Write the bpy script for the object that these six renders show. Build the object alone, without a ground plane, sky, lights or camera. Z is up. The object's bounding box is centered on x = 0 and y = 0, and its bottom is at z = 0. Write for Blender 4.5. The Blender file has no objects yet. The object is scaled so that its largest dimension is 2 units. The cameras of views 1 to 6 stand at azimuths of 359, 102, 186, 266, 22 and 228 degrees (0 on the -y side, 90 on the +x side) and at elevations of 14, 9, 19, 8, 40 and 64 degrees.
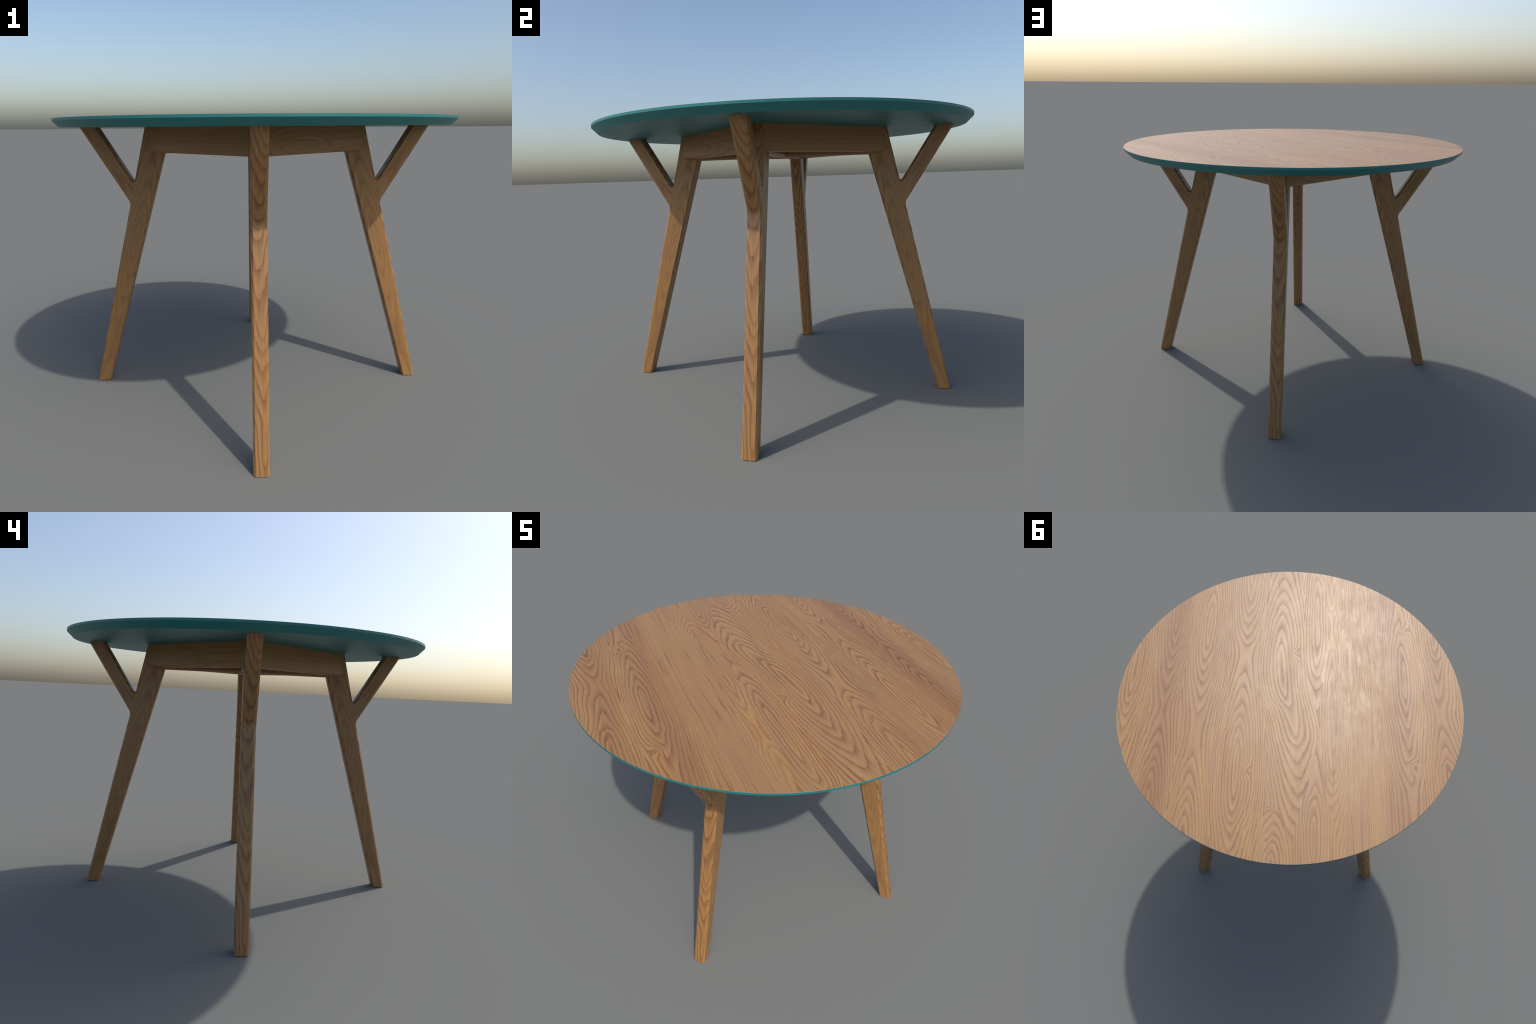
"""Round dining table: teal bevelled top with an oak veneer, four Y-shaped oak legs,
aprons set diagonally between the legs and a crossed pair of rails underneath."""
import bpy, bmesh, math
from mathutils import Vector, Matrix

# ------------------------------------------------------------------ sizes (m)
Z_UNDER = 1.4307            # underside of the top
Z_EDGE = 1.4600             # where the 45 degree under-bevel meets the vertical edge band
Z_PAINT = 1.4707            # top of the painted board
Z_TOP = 1.4711              # face of the veneer
R_TOP = 1.0
R_UNDER = R_TOP - (Z_EDGE - Z_UNDER)
R_VENEER = 0.9992
LEG_HALF = 0.035            # half the leg thickness
CHAMFER = 0.009
Z_JOIN = Z_UNDER + 0.0012   # legs and rails are let into the top by about a millimetre

SQ = math.sqrt(0.5)


# ------------------------------------------------------------------ node helper
class Net:
    """Small wrapper that lets node maths be written as expressions."""

    def __init__(self, name):
        self.mat = bpy.data.materials.new(name)
        self.mat.use_nodes = True
        self.t = self.mat.node_tree
        self.t.nodes.clear()
        self.out = self.node("ShaderNodeOutputMaterial")
        self.bsdf = self.node("ShaderNodeBsdfPrincipled")
        self.t.links.new(self.bsdf.outputs[0], self.out.inputs[0])

    def node(self, kind, **kw):
        n = self.t.nodes.new(kind)
        for k, v in kw.items():
            setattr(n, k, v)
        return n

    def put(self, sock, v):
        if isinstance(v, bpy.types.NodeSocket):
            self.t.links.new(v, sock)
        elif v is not None:
            sock.default_value = v

    def m(self, op, a, b=None, c=None, clamp=False):
        n = self.node("ShaderNodeMath", operation=op, use_clamp=clamp)
        for s, v in zip(n.inputs, (a, b, c)):
            self.put(s, v)
        return n.outputs[0]

    def add(self, a, b): return self.m("ADD", a, b)
    def sub(self, a, b): return self.m("SUBTRACT", a, b)
    def mul(self, a, b): return self.m("MULTIPLY", a, b)
    def mad(self, a, b, c): return self.m("MULTIPLY_ADD", a, b, c)

    def hyp(self, a, b):
        return self.m("SQRT", self.add(self.mul(a, a), self.mul(b, b)))

    def lens(self, a, b, p=1.5):
        """p-norm of two lengths: p = 2 is an ellipse, smaller p a pointed lens."""
        a, b = self.m("POWER", self.m("ABSOLUTE", a), p), self.m("POWER", self.m("ABSOLUTE", b), p)
        return self.m("POWER", self.add(a, b), 1.0 / p)

    def xyz(self, x, y, z):
        n = self.node("ShaderNodeCombineXYZ")
        for s, v in zip(n.inputs, (x, y, z)):
            self.put(s, v)
        return n.outputs[0]

    def coords(self, which="Object"):
        n = self.node("ShaderNodeTexCoord")
        s = self.node("ShaderNodeSeparateXYZ")
        self.t.links.new(n.outputs[which], s.inputs[0])
        return s.outputs

    def noise(self, vec, scale=1.0, detail=2.0, rough=0.5, distort=0.0):
        n = self.node("ShaderNodeTexNoise")
        self.put(n.inputs["Vector"], vec)
        self.put(n.inputs["Scale"], scale)
        self.put(n.inputs["Detail"], detail)
        self.put(n.inputs["Roughness"], rough)
        self.put(n.inputs["Distortion"], distort)
        return n.outputs[0]

    def span(self, v, a, b, c=0.0, d=1.0, smooth=False):
        n = self.node("ShaderNodeMapRange")
        n.interpolation_type = "SMOOTHSTEP" if smooth else "LINEAR"
        for s, x in zip(n.inputs, (v, a, b, c, d)):
            self.put(s, x)
        return n.outputs[0]

    def curve(self, v, pts):
        """Float curve through (x, y) control points, both already in 0..1."""
        n = self.node("ShaderNodeFloatCurve")
        c = n.mapping.curves[0]
        c.points[0].location, c.points[1].location = pts[0], pts[-1]
        for p in pts[1:-1]:
            c.points.new(*p)
        n.mapping.update()
        self.put(n.inputs["Value"], v)
        return n.outputs[0]

    def ramp(self, v, stops, interp="LINEAR"):
        n = self.node("ShaderNodeValToRGB")
        e = n.color_ramp.elements
        n.color_ramp.interpolation = interp
        while len(e) < len(stops):
            e.new(0.5)
        for el, (p, col) in zip(e, stops):
            el.position, el.color = p, (*col, 1.0) if isinstance(col, tuple) else (col, col, col, 1.0)
        self.put(n.inputs[0], v)
        return n.outputs[0]

    def mix(self, f, a, b, blend="MIX"):
        n = self.node("ShaderNodeMix", data_type="RGBA", blend_type=blend)
        self.put(n.inputs[0], f)
        self.put(n.inputs[6], a if isinstance(a, bpy.types.NodeSocket) else (*a, 1.0))
        self.put(n.inputs[7], b if isinstance(b, bpy.types.NodeSocket) else (*b, 1.0))
        return n.outputs[2]

    def pick(self, f, a, b):
        """Float mix: a where f = 0, b where f = 1."""
        n = self.node("ShaderNodeMix", data_type="FLOAT")
        self.put(n.inputs[0], f); self.put(n.inputs[2], a); self.put(n.inputs[3], b)
        return n.outputs[0]


def oak(net, ring, across, along, deep, pal, rough=0.42, strength=1.0, fine_scale=1.0, bump=0.05, tint=None, patchy=None):
    """Oak look from a growth-ring coordinate: every ring starts with a sharp dark
    late-wood line that fades outward, plus fine fibre streaks and broad tone drift."""
    light, mid, dark, rose = pal
    f = net.m("FRACT", ring)
    line = net.ramp(f, [(0.0, 1.0), (0.07, 0.95), (0.26, 0.58), (0.5, 0.18), (0.68, 0.0), (0.84, 0.02),
                        (0.875, 0.22), (0.90, 0.0), (0.965, 0.0), (1.0, 0.9)])
    orange = net.ramp(f, [(0.0, 0.3), (0.3, 0.0), (0.72, 0.0), (0.95, 1.0), (1.0, 0.8)])
    base_vec = net.xyz(net.mul(across, 9.0), net.mul(along, 1.8), net.mul(deep, 9.0))
    drift = net.noise(base_vec, 1.0, 3.0, 0.55)
    vary = net.noise(net.xyz(net.mul(across, 17.0), net.mul(along, 2.5), net.mul(deep, 17.0)), 1.0, 2.0)
    streak = net.noise(net.xyz(net.mul(across, 62.0), net.mul(along, 1.3), net.mul(deep, 62.0)), 1.0, 2.0, 0.6)
    amount = net.mul(net.mul(line, net.mul(net.span(vary, 0.3, 0.7, 0.62, 1.1), net.span(streak, 0.32, 0.66, 0.55, 1.2))), strength)
    col = net.mix(net.span(drift, 0.3, 0.7), light, mid)
    col = net.mix(net.mul(orange, 0.55), col, rose)
    col = net.mix(amount, col, dark)
    fib = net.noise(net.xyz(net.mul(across, 260.0 * fine_scale), net.mul(along, 5.0), net.mul(deep, 260.0 * fine_scale)), 1.0, 3.0, 0.65)
    col = net.mix(1.0, col, net.ramp(fib, [(0.25, 0.86), (0.5, 1.0), (0.8, 1.13)]), "MULTIPLY")
    if tint is not None:
        col = net.mix(tint, col, net.mix(1.0, col, (0.80, 0.73, 0.74), "MULTIPLY"))
    # long warm and cool streaks and a few stray dark lines along the grain
    hue = net.noise(net.xyz(net.mul(across, 24.0), net.mul(along, 1.1), net.mul(deep, 24.0)), 1.0, 3.0, 0.6)
    col = net.mix(1.0, col, net.ramp(hue, [(0.30, (0.93, 0.93, 1.02)), (0.5, (1.0, 1.0, 1.0)), (0.70, (1.05, 1.01, 0.87))]), "MULTIPLY")
    stray = net.noise(net.xyz(net.mul(across, 34.0), net.mul(along, 0.45), net.mul(deep, 34.0)), 1.0, 1.0)
    stray = net.span(net.m("ABSOLUTE", net.sub(stray, 0.47)), 0.0, 0.02, 0.75, 0.0)
    col = net.mix(net.mul(stray, net.span(streak, 0.35, 0.6) if patchy is None else net.mad(patchy, 0.6, 0.4)), col, dark)
    col = net.mix(1.0, col, net.ramp(streak, [(0.3, 0.95), (0.5, 1.0), (0.72, 1.06)]), "MULTIPLY")
    net.put(net.bsdf.inputs["Base Color"], col)
    cloud = net.noise(net.xyz(net.mul(across, 14.0), net.mul(along, 5.0), net.mul(deep, 14.0)), 1.0, 4.0, 0.6)
    r = net.add(net.span(cloud, 0.3, 0.7, rough - 0.03, rough + 0.03), net.mul(amount, 0.05))
    if patchy is not None:
        dabs = net.noise(net.xyz(net.mul(across, 60.0), net.mul(along, 9.0), 2.2), 1.0, 4.0, 0.75)
        r = net.add(r, net.mul(patchy, net.span(dabs, 0.35, 0.68, -0.025, 0.055)))
    net.put(net.bsdf.inputs["Roughness"], r)
    if bump:
        b = net.node("ShaderNodeBump")
        b.inputs["Strength"].default_value = bump
        b.inputs["Distance"].default_value = 0.002
        net.put(b.inputs["Height"], net.sub(fib, net.mul(amount, 0.8)))
        net.t.links.new(b.outputs[0], net.bsdf.inputs["Normal"])
    return net.mat


TOP_PAL = ((0.338, 0.199, 0.078), (0.314, 0.172, 0.070), (0.190, 0.080, 0.031), (0.345, 0.158, 0.062))
LEG_PAL = ((0.348, 0.196, 0.069), (0.318, 0.168, 0.059), (0.182, 0.070, 0.025), (0.325, 0.152, 0.058))


# ------------------------------------------------------------------ veneer: plain-sawn figure
# Each heart of the figure: place across the grain, rings per metre beside it, ring number at
# its core, and how many rings deep the heart lies along the grain (position along, rings).
HEARTS = [
    (0.935, 48, 0.0, [(-1, 7.5), (-.25, 4), (-.09, 2), (-.02, 1), (.185, 0), (.45, 1.5), (1, 5)]),
    (0.732, 48, 0.3, [(-1, 1.2), (-.74, 0), (-.57, 1), (-.42, 3), (-.22, 5), (-.1, 5.6), (0, 5), (.23, 3), (.42, 1), (.56, 0), (1, 3)]),
    (0.520, 50, 0.1, [(-1, 0), (-.835, 1), (-.67, 3), (-.53, 4.8), (-.27, 6.3), (-.03, 5), (.13, 3.3), (.33, 1), (.52, 0), (.69, 1), (1, 4)]),
    (0.275, 48, 0.2, [(-1, 5.5), (-.83, 3.5), (-.675, 1), (-.458, 0), (-.296, 1), (-.13, 3), (.01, 4.4), (.21, 6), (.3, 6.2), (.43, 5), (.6, 3), (.77, 1.4), (1, 0)]),
    (0.061, 44, 5.0, [(-1, 0), (-.94, 1), (-.845, 3), (-.73, 5), (-.6, 9), (1, 12)]),
    (-0.155, 50, 3.2, [(-1, 1), (-.85, 0), (-.7, 1), (-.54, 3), (-.37, 4), (-.2, 5), (.03, 4), (.2, 2), (.32, 1), (.58, 0), (.84, 1), (1, 3)]),
    (-0.245, 54, 3.4, [(-1, 8), (-.79, 6), (-.57, 3), (-.417, 1), (-.2, 0), (.13, 1), (.27, 2), (.57, 3.6), (.7, 2), (.9, 1), (1, 0)]),
    (-0.668, 50, 0.4, [(-1, 6), (-.6, 6.2), (-.52, 5.5), (-.39, 4), (-.24, 3), (-.075, 1.4), (.11, 0), (.35, 1), (.46, 2.2), (.66, 4), (1, 5)]),
    (-0.872, 46, 0.1, [(-1, 0), (-.42, 1), (-.37, 2), (-.22, 3.6), (-.1, 4.4), (0, 3.8), (.14, 3), (.28, 2), (.33, 1), (.5, 0), (1, 2)]),
]
# the tall middle heart leans sideways half way along
MID_HEART = (38, 0.0, [(-1, 12), (-.78, 9), (-.61, 7), (-.46, 5.4), (-.33, 4), (-.26, 3), (-.08, 2), (-.01, 1), (.205, 0),
                       (.41, 1.1), (.62, 3), (.81, 5), (1, 6.5)])
MID_PATH = [(-1, -.05), (-.3, -.047), (-.1, -.008), (.0, .025), (.2, .055), (.4, .063), (1, .063)]
# small pin knots: across, along
KNOTS = [(0.221, -0.489), (-0.703, 0.520), (-0.688, -0.432), (-0.026, 0.318)]


def veneer_material():
    net = Net("oak_veneer")
    x, y, z = net.coords()[:3]
    s0 = net.mul(net.add(x, y), SQ)
    t0 = net.mul(net.sub(x, y), SQ)
    # slow wander of the fibres
    w1 = net.noise(net.xyz(net.mul(s0, 5.0), net.mul(t0, 1.6), 3.1), 1.0, 1.0)
    w2 = net.noise(net.xyz(net.mul(s0, 26.0), net.mul(t0, 7.0), 7.7), 1.0, 2.0, 0.6)
    # one leaf beside the middle is straight grained and unevenly polished
    leaf = net.mul(net.span(s0, -0.12, -0.34, smooth=True), net.span(s0, -0.64, -0.52, smooth=True))
    calm = net.mad(leaf, -0.8, 1.0)
    s = net.add(s0, net.add(net.mul(net.sub(w1, 0.5), 0.030), net.mul(net.mul(net.sub(w2, 0.5), 0.016), calm)))
    t = net.add(t0, net.mul(net.sub(w2, 0.5), 0.05))
    # pin knots push the rings aside
    knot_mask = None
    for ks, kt in KNOTS:
        d = net.hyp(net.mul(net.sub(s0, ks), 1.0 / 0.026), net.mul(net.sub(t0, kt), 1.0 / 0.042))
        k = net.m("POWER", 2.718, net.mul(net.mul(d, d), -1.0))
        knot_mask = k if knot_mask is None else net.add(knot_mask, k)
    tt = net.m("MULTIPLY_ADD", t, 0.5, 0.5, clamp=True)
    def flare(d, k):
        d = net.m("ABSOLUTE", d)
        return net.mul(net.mul(d, k), net.mad(d, 2.6, 1.0))
    ring = None
    for pos, k, core, depth in HEARTS:
        q = net.mul(net.curve(tt, [((a + 1) / 2, b / 14) for a, b in depth]), 14.0)
        r = net.add(net.lens(flare(net.sub(s, pos), k), q), core)
        ring = r if ring is None else net.m("SMOOTH_MIN", ring, r, 0.8)
    k, core, depth = MID_HEART
    pos = net.mad(net.curve(tt, [((a + 1) / 2, b + 0.5) for a, b in MID_PATH]), 1.0, -0.5)
    q = net.mul(net.curve(tt, [((a + 1) / 2, b / 14) for a, b in depth]), 14.0)
    ring = net.m("SMOOTH_MIN", ring, net.add(net.lens(flare(net.sub(s, pos), k), q), core), 0.8)
    # uneven ring widths, fine waviness and the pull of the knots
    uneven = net.noise(net.xyz(ring, 0.0, 0.0), 0.9, 2.0, 0.6)
    wav = net.noise(net.xyz(net.mul(s0, 48.0), net.mul(t0, 14.0), 1.3), 1.0, 2.0, 0.6)
    ring = net.add(ring, net.mul(net.sub(uneven, 0.5), 0.8))
    ring = net.add(ring, net.mul(net.mul(net.sub(wav, 0.5), 0.24), calm))
    ring = net.add(ring, net.mul(knot_mask, 1.9))
    # a few leaves of the veneer are duller and browner
    tint = None
    for c, wd, amt in ((0.71, 0.085, 0.95), (-0.61, 0.07, 0.7), (-0.87, 0.07, 0.6), (0.33, 0.03, 0.2)):
        d = net.mul(net.sub(s, c), 1.0 / wd)
        g = net.mul(net.m("POWER", 2.718, net.mul(net.mul(d, d), -1.0)), amt)
        tint = g if tint is None else net.add(tint, g)
    return oak(net, ring, s, t0, z, TOP_PAL, rough=0.43, strength=net.pick(leaf, 1.05, 0.5), tint=tint, patchy=leaf)


def teal_material():
    net = Net("teal_lacquer")
    x, y, z = net.coords()[:3]
    n = net.noise(net.xyz(x, y, z), 7.0, 3.0)
    col = net.mix(net.span(n, 0.3, 0.7), (0.017, 0.165, 0.160), (0.019, 0.178, 0.174))
    net.put(net.bsdf.inputs["Base Color"], col)
    net.put(net.bsdf.inputs["Roughness"], net.span(n, 0.3, 0.7, 0.40, 0.46))
    return net.mat


def leg_material(name, c_r, c_z, slope, post):
    """Oak whose grain follows a member lying in the local xz plane along r = c_r + slope (z - c_z)."""
    net = Net(name)
    x, y, z = net.coords()[:3]
    ca = 1.0 / math.hypot(1.0, slope)
    off = net.sub(net.sub(x, c_r), net.mul(net.sub(z, c_z), slope))
    u = net.mul(off, ca)                                            # across, radial
    w = net.add(net.mul(net.sub(z, c_z), 1 / ca), net.mul(u, slope))  # along
    nx, ny, nz = net.coords("Normal")[:3]
    side = net.span(net.m("ABSOLUTE", ny), 0.80, 0.92)
    wob = net.noise(net.xyz(net.mul(u, 9.0), net.mul(y, 9.0), net.mul(w, 2.6)), 1.0, 2.0)
    wig = net.noise(net.xyz(net.mul(u, 40.0), net.mul(y, 40.0), net.mul(w, 12.0)), 1.0, 2.0)
    lean = net.mul(net.m("SINE", net.mad(w, 4.1, 0.6)), 0.010)
    # flat-sawn outer and inner faces: nested tongues that point to the foot
    v = net.add(net.sub(y, net.add(lean, 0.004)), net.mul(net.sub(wob, 0.5), 0.034))
    if post:
        face = net.hyp(net.mul(v, 50.0), 0.7)
        climb = net.add(net.mul(w, 3.0), net.mul(net.m("SMOOTH_MAX", net.sub(w, 0.17), 0.0, 0.1), 6.5))
    else:
        face = net.hyp(net.mul(net.sub(v, 0.012), 40.0), 0.8)
        climb = net.mul(w, 13.0)
    face = net.add(net.sub(face, climb), net.mul(net.sub(wob, 0.5), 4.5))
    # quarter-sawn sides: straight lines with a few long slim tongues
    heart = net.mad(net.sub(wob, 0.5), 0.03, -0.012 if post else 0.0)
    q = net.m("ABSOLUTE", net.mul(net.m("SINE", net.mad(w, 2.6, 0.9 if post else 2.0)), 4.2))
    flank = net.hyp(net.mul(net.sub(u, heart), 62.0), q)
    flank = net.add(flank, net.mul(net.sub(wob, 0.5), 1.5))
    ring = net.add(net.pick(side, face, flank), net.mul(net.sub(wig, 0.5), 0.28))
    deep = net.pick(side, y, u)
    return oak(net, ring, deep, w, 0.37, LEG_PAL, rough=0.40, strength=net.pick(side, 1.1, 0.55))


def rail_material(name, figured, centre):
    """Oak with the grain along local x."""
    net = Net(name)
    x, y, z = net.coords()[:3]
    h = net.sub(z, centre)
    wob = net.noise(net.xyz(net.mul(x, 2.2), net.mul(y, 8.0), net.mul(h, 9.0)), 1.0, 2.0)
    wig = net.noise(net.xyz(net.mul(x, 14.0), net.mul(y, 40.0), net.mul(h, 45.0)), 1.0, 2.0)
    if figured:
        q = net.m("ABSOLUTE", net.mul(net.m("SINE", net.mad(x, 4.2, -0.45)), 3.0))
        ring = net.hyp(net.mul(net.add(h, 0.022), 52.0), q)
    else:
        ring = net.mul(net.add(h, net.mul(y, 0.5)), 80.0)
    ring = net.add(ring, net.add(net.mul(net.sub(wob, 0.5), 2.4), net.mul(net.sub(wig, 0.5), 0.4)))
    return oak(net, ring, h, x, y, LEG_PAL, rough=0.42, strength=0.5 if figured else 0.28)


# ------------------------------------------------------------------ mesh helpers
def finish(bm, name, mat, sharp_deg=30.0):
    bmesh.ops.remove_doubles(bm, verts=bm.verts, dist=1e-6)
    bmesh.ops.recalc_face_normals(bm, faces=bm.faces)
    for f in bm.faces:
        f.smooth = True
    for e in bm.edges:
        if len(e.link_faces) == 2 and e.calc_face_angle(0.0) > math.radians(sharp_deg):
            e.smooth = False
    me = bpy.data.meshes.new(name)
    bm.to_mesh(me)
    bm.free()
    me.materials.append(mat)
    return me


def place(name, data, parent, rot_z=0.0):
    o = bpy.data.objects.new(name, data)
    bpy.context.scene.collection.objects.link(o)
    o.parent = parent
    o.rotation_euler = (0, 0, rot_z)
    return o


def lathe(profile, name, mat, seg=288):
    """Turn a closed profile of (radius, z) points; radius 0 ends are capped by fans."""
    bm = bmesh.new()
    rings = []
    for r, z in profile:
        rings.append([bm.verts.new((r * math.cos(2 * math.pi * i / seg), r * math.sin(2 * math.pi * i / seg), z))
                      for i in range(seg)])
    for a, b in zip(rings, rings[1:]):
        for i in range(seg):
            j = (i + 1) % seg
            bm.faces.new((a[i], a[j], b[j], b[i]))
    bm.faces.new(rings[0][::-1])
    bm.faces.new(rings[-1])
    return finish(bm, name, mat)


def prism(section, ends, name, mat):
    """Sweep a (y, z) section along x between x = -ends(y) and +ends(y)."""
    bm = bmesh.new()
    a = [bm.verts.new((-ends(y), y, z)) for y, z in section]
    b = [bm.verts.new((ends(y), y, z)) for y, z in section]
    n = len(section)
    for i in range(n):
        j = (i + 1) % n
        bm.faces.new((a[i], a[j], b[j], b[i]))
    bm.faces.new(a[::-1])
    bm.faces.new(b)
    return finish(bm, name, mat)


# ------------------------------------------------------------------ leg outline
# The members' faces as lines r = r0 + k z in the leg's own radial plane.
POST_OUT = (0.9260, -0.2449)
POST_IN = (0.8560, -0.2905)
ARM_OUT = (0.6825 - 0.6042 * 1.0515, 0.6042)
ARM_IN = (0.8212 - 0.6042 * 1.4310, 0.6042)
R_CROTCH, R_HEEL = 0.0085, 0.042


def moved(line, d):
    """The line shifted sideways by d in r, measured square to it."""
    return line[0] + d * math.hypot(1, line[1]), line[1]


def at(line, z):
    return Vector((line[0] + line[1] * z, z))


def meet(a, b):
    return at(a, (b[0] - a[0]) / (a[1] - b[1]))


def fillet(a, da, b, db, rad, n):
    """Arc tangent to lines a and b. da and db are the sides the arc's centre lies on."""
    c = meet(moved(a, da * rad), moved(b, db * rad))

    def foot(line):
        d = Vector((line[1], 1.0)).normalized()
        p = at(line, 0.0)
        return p + d * (c - p).dot(d)
    pa, pb = foot(a), foot(b)
    a0 = math.atan2(*(pa - c).yx)
    a1 = math.atan2(*(pb - c).yx)
    if a1 - a0 > math.pi: a1 -= 2 * math.pi
    if a0 - a1 > math.pi: a1 += 2 * math.pi
    return [c + rad * Vector((math.cos(a0 + (a1 - a0) * i / n), math.sin(a0 + (a1 - a0) * i / n))) for i in range(n + 1)]


def leg_outline(inset):
    """Post and arm outlines, all long edges pulled in by inset."""
    po, pi = moved(POST_OUT, -inset), moved(POST_IN, inset)
    ao, ai = moved(ARM_OUT, -inset), moved(ARM_IN, inset)
    heel = fillet(po, 1, ao, 1, R_HEEL + inset, 9)         # under the arm, outside
    crotch = fillet(ai, -1, po, 1, R_CROTCH + inset, 9)    # in the fork
    post = [at(pi, 0.0), at(po, 0.0), heel[0], crotch[-1], at(po, Z_JOIN), at(pi, Z_JOIN)]
    arm = heel + [at(ao, Z_JOIN), at(ai, Z_JOIN)] + crotch
    return post, arm


def leg_part(which, name, mat):
    outer, inner = leg_outline(0.0)[which], leg_outline(CHAMFER)[which]
    n = len(outer)
    bm = bmesh.new()
    t = LEG_HALF
    loops = [[bm.verts.new((p.x, y, p.y)) for p in prof]
             for prof, y in ((inner, -t), (outer, -(t - CHAMFER)), (outer, t - CHAMFER), (inner, t))]
    # the post stays open where the arm grows out of it, and the arm where it meets the post
    open_edge = 2 if which == 0 else n - 1
    for a, b in zip(loops, loops[1:]):
        for i in range(n):
            if i != open_edge:
                j = (i + 1) % n
                bm.faces.new((a[i], a[j], b[j], b[i]))
    bm.faces.new(loops[0][::-1])
    bm.faces.new(loops[-1])
    return finish(bm, name, mat)


# ------------------------------------------------------------------ build
table = bpy.data.objects.new("dining_table", None)
bpy.context.scene.collection.objects.link(table)
table["label"] = "round dining table with oak veneer top, teal bevelled edge and forked oak legs"
table["category"] = "dining table"

teal = teal_material()
top = place("tabletop", lathe([(R_UNDER * 0.5, Z_UNDER), (R_UNDER, Z_UNDER), (R_TOP, Z_EDGE), (R_TOP, Z_PAINT - 0.0003),
                               (R_TOP - 0.0003, Z_PAINT), (0.5, Z_PAINT)], "tabletop", teal), table)
place("veneer", lathe([(0.5, Z_PAINT - 0.001), (R_VENEER, Z_PAINT - 0.001), (R_VENEER, Z_TOP - 0.0002), (R_VENEER - 0.0002, Z_TOP), (0.5, Z_TOP)],
                      "veneer", veneer_material()), top)

post_mesh = leg_part(0, "leg", leg_material("oak_leg_post", 0.891, 0.0, -0.2677, True))
arm_mesh = leg_part(1, "brace", leg_material("oak_leg_brace", 0.8664, 1.431, 0.6042, False))
for i in range(4):
    leg = place("leg", post_mesh, table, math.pi / 2 * i)
    place("brace", arm_mesh, leg)

# aprons: outer face leans out slightly towards the bottom, ends run into the legs' sides
Z_AP, T_AP, C_AP, LEAN = 1.3037, 0.064, 0.0100, 0.118
n_out = lambda z: 0.4211 + LEAN * (1.431 - z)
apron_section = [(n_out(Z_JOIN), Z_JOIN), (n_out(Z_AP + C_AP), Z_AP + C_AP), (n_out(Z_AP) - C_AP, Z_AP),
                 (n_out(Z_AP) - T_AP + C_AP, Z_AP), (n_out(Z_AP + C_AP) - T_AP, Z_AP + C_AP), (n_out(Z_JOIN) - T_AP, Z_JOIN)]
apron_end = lambda n: n - 0.026 / SQ
figured = prism(apron_section, apron_end, "apron", rail_material("oak_apron_figured", True, 1.37))
plain = prism(apron_section, apron_end, "apron", rail_material("oak_apron_plain", False, 1.37))
for i in range(4):
    # local +y is the outward normal of the apron
    place("apron", (plain, figured)[i % 2], table, math.pi / 2 * i - math.pi / 4)

# crossed rails joining opposite legs
rail_mat = rail_material("oak_rail", False, 1.36)
for i, (zb, zt) in enumerate(((1.2965, Z_JOIN), (1.2937, Z_JOIN - 0.0004))):
    h, c = LEG_HALF, CHAMFER + 0.001
    sec = [(-h, zt), (-h, zb + c), (-h + c, zb), (h - c, zb), (h, zb + c), (h, zt)]
    place("cross_rail", prism(sec, lambda y: 0.489, "cross_rail", rail_mat), table, math.pi / 2 * i)
